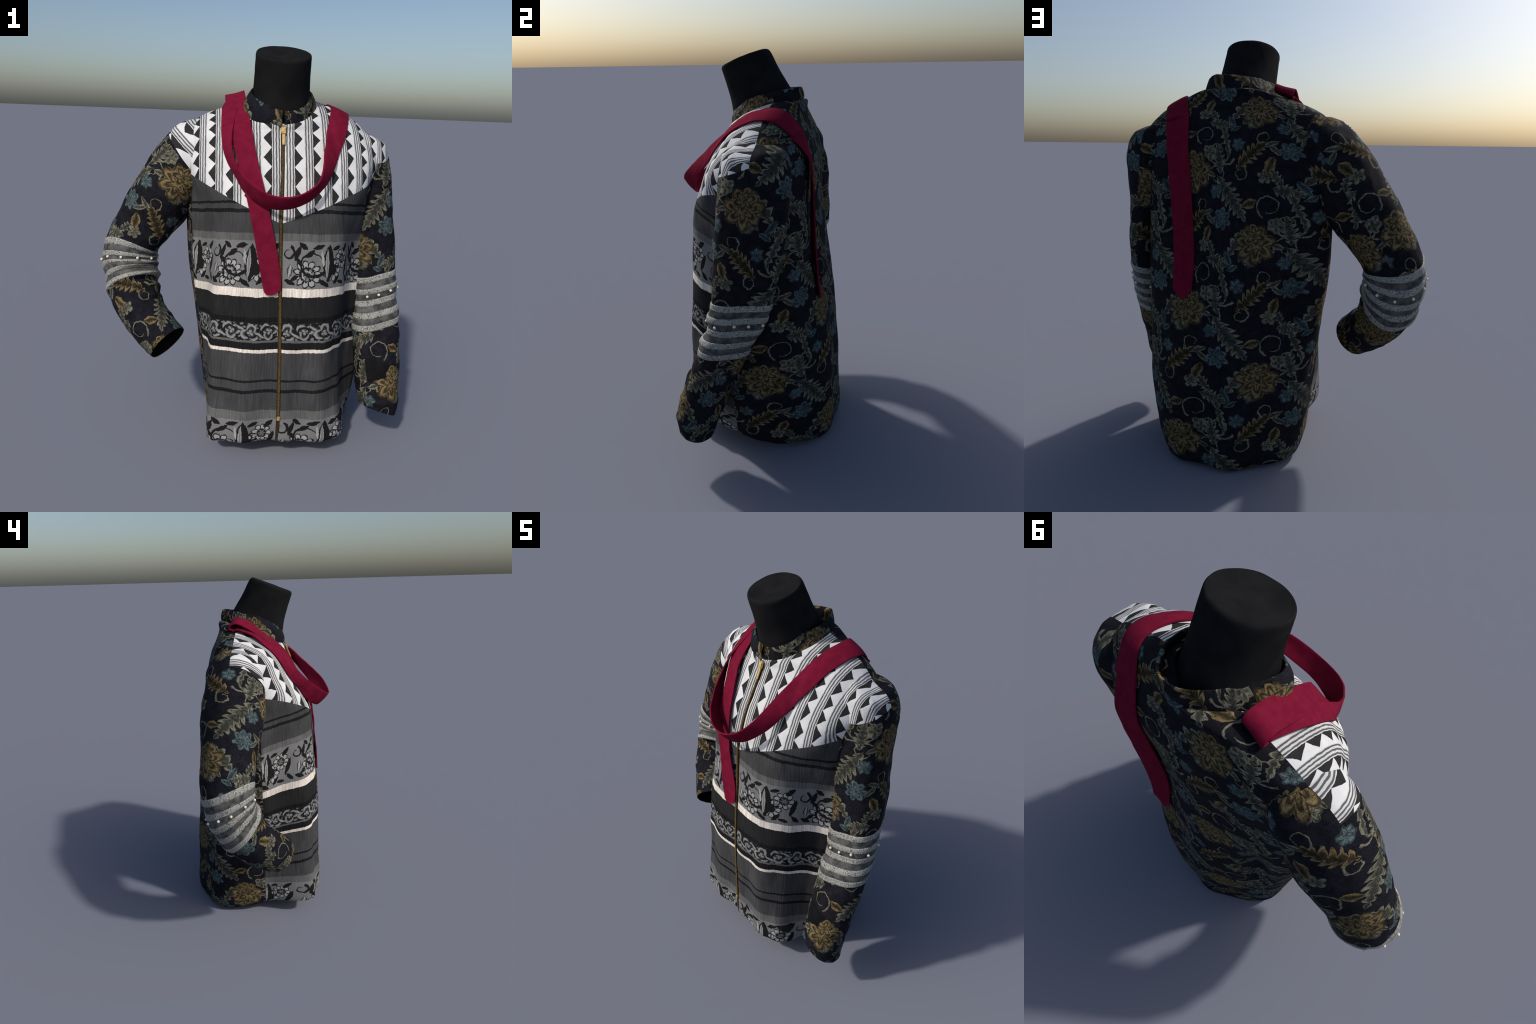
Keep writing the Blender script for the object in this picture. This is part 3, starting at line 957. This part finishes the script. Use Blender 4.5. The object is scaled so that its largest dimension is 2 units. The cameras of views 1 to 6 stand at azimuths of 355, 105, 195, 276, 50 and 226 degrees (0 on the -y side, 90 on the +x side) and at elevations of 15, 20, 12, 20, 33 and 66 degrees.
def tail_mesh(name, E0, E1, rows, drop, puff, smoothtip=True):
    A, B2 = catmull(E0, rows), catmull(E1, rows)
    m, h = (A[-1] + B2[-1]) / 2, (B2[-1] - A[-1]) / 2
    dirv = (A[-1] + B2[-1]) / 2 - (A[-4] + B2[-4]) / 2
    dirv /= np.linalg.norm(dirv)
    k = 10
    for q in range(1, k + 1):
        t_ = q / k
        s = math.sqrt(max(0.0, 1 - (t_ * 0.985) ** 2)) if smoothtip else 1 - 0.62 * t_
        A = np.vstack([A, m - h * s + dirv * drop * t_])
        B2 = np.vstack([B2, m + h * s + dirv * drop * t_])
    return A, B2

def build_ribbon(name, A, Bq, puff, thick, parent=None, flip=False):
    cols = 9
    s = np.linspace(0, 1, cols)
    P = A[:, None] * (1 - s)[None, :, None] + Bq[:, None] * s[None, :, None]
    P = lay_on_torso(P, 0.007)
    for _ in range(3):
        P[1:-1] = 0.5 * P[1:-1] + 0.25 * (P[:-2] + P[2:])
    N = grid_normals(P, closed_v=False)
    if flip:
        N = -N
    wr = noise_grid(P, (12, 12, 12), 31, 2) * 0.003
    P = P + N * (puff * np.sin(np.pi * s)[None, :] + wr)[..., None]
    top, bot = P + N * thick / 2, P - N * thick / 2
    R = np.concatenate([top, bot[:, ::-1]], 1)
    me = mesh_from_grid(name, R, cap_start=True, cap_end=True)
    b = bmesh.new(); b.from_mesh(me)
    bmesh.ops.recalc_face_normals(b, faces=b.faces)
    b.to_mesh(me); b.free()
    smooth(me)
    ob = add(name, me, MAT_SASH, parent=parent)
    md = ob.modifiers.new("edge", "BEVEL"); md.width = 0.0015; md.segments = 2; md.limit_method = 'ANGLE'
    return ob

SASH = build_ribbon("sash", catmull(LOOP_L, 170), catmull(LOOP_U, 170), 0.004, 0.007)
A, B2 = tail_mesh("sash_tail", TAIL_O, TAIL_I, 120, 0.035, 0.003)
build_ribbon("sash_tail", A, B2, 0.003, 0.007, parent=SASH)
BACK_O = [(.437, .150, 1.672), (.420, .215, 1.615), (.390, .282, 1.525), (.376, .300, 1.40), (.366, .306, 1.284), (.356, .314, 1.13), (.352, .324, .98), (.356, .338, .867)]
BACK_I = [(.325, .160, 1.708), (.300, .225, 1.640), (.292, .262, 1.56), (.284, .272, 1.43), (.280, .272, 1.340), (.272, .274, 1.14), (.264, .288, .98), (.262, .308, .855)]
A, B2 = tail_mesh("sash_tail", BACK_O, BACK_I, 120, 0.045, 0.003, smoothtip=False)
build_ribbon("sash_tail", A, B2, -0.003, 0.007, parent=SASH)

# ------------------------------------------------------------------ zip
ZX = [(1.632, .104), (1.22, .094), (1.04, .098), (.72, .108), (.25, .120)]
def zip_x(z):
    zs = np.array([p[0] for p in ZX][::-1]); xs = np.array([p[1] for p in ZX][::-1])
    return float(np.interp(z, zs, xs))
zz = np.linspace(1.640, 0.115, 160)
path = np.array([(zip_x(z), front_y(zip_x(z), z), z) for z in zz])
ky = np.convolve(np.pad(path[:, 1], 6, mode='edge'), np.ones(13) / 13, 'valid')
path[:, 1] = ky
rows = []
for p in path:
    rows.append([p + np.array([dx, dy, 0]) for dx, dy in ((-.010, .004), (-.009, -.002), (-.0035, -.0042), (.0035, -.0042), (.009, -.002), (.010, .004))])
me = mesh_from_grid("zip_tape", np.array(rows), closed=False); smooth(me)
TAPE = add("zip_tape", me, MAT_TAPE)
bz = bmesh.new()
for k in range(230):
    z = 1.615 - k * (1.615 - 0.255) / 229
    x, y = zip_x(z), float(np.interp(-z, -zz, path[:, 1]))
    for sgn in (-1, 1):
        M = Matrix.Translation((x + sgn * 0.0022, y - 0.0062, z + sgn * 0.0015)) @ Matrix.Diagonal((0.0058, 0.0042, 0.0033, 1))
        bmesh.ops.create_cube(bz, size=1.0, matrix=M)
me = bpy.data.meshes.new("zip_teeth"); bz.to_mesh(me); bz.free()
add("zip_teeth", me, MAT_BRASS, parent=TAPE, kind="stuff")
def rounded_box(name, loc, size, rot=0.0):
    b = bmesh.new()
    bmesh.ops.create_cube(b, size=1.0, matrix=Matrix.Translation(loc) @ Matrix.Rotation(rot, 4, 'X') @ Matrix.Diagonal((*size, 1)))
    bmesh.ops.bevel(b, geom=list(b.edges), offset=min(size) * 0.3, segments=2, affect='EDGES')
    m = bpy.data.meshes.new(name); b.to_mesh(m); b.free()
    return add(name, m, MAT_GILT, parent=TAPE)
rounded_box("zip_slider", (.104, front_y(.104, 1.618) - 0.012, 1.618), (.022, .014, .040), -0.40)
rounded_box("zip_pull", (.104, front_y(.104, 1.578) - 0.014, 1.578), (.013, .006, .052), -0.42)
rounded_box("zip_stop", (.120, front_y(.120, .25) - 0.008, .248), (.016, .010, .022))
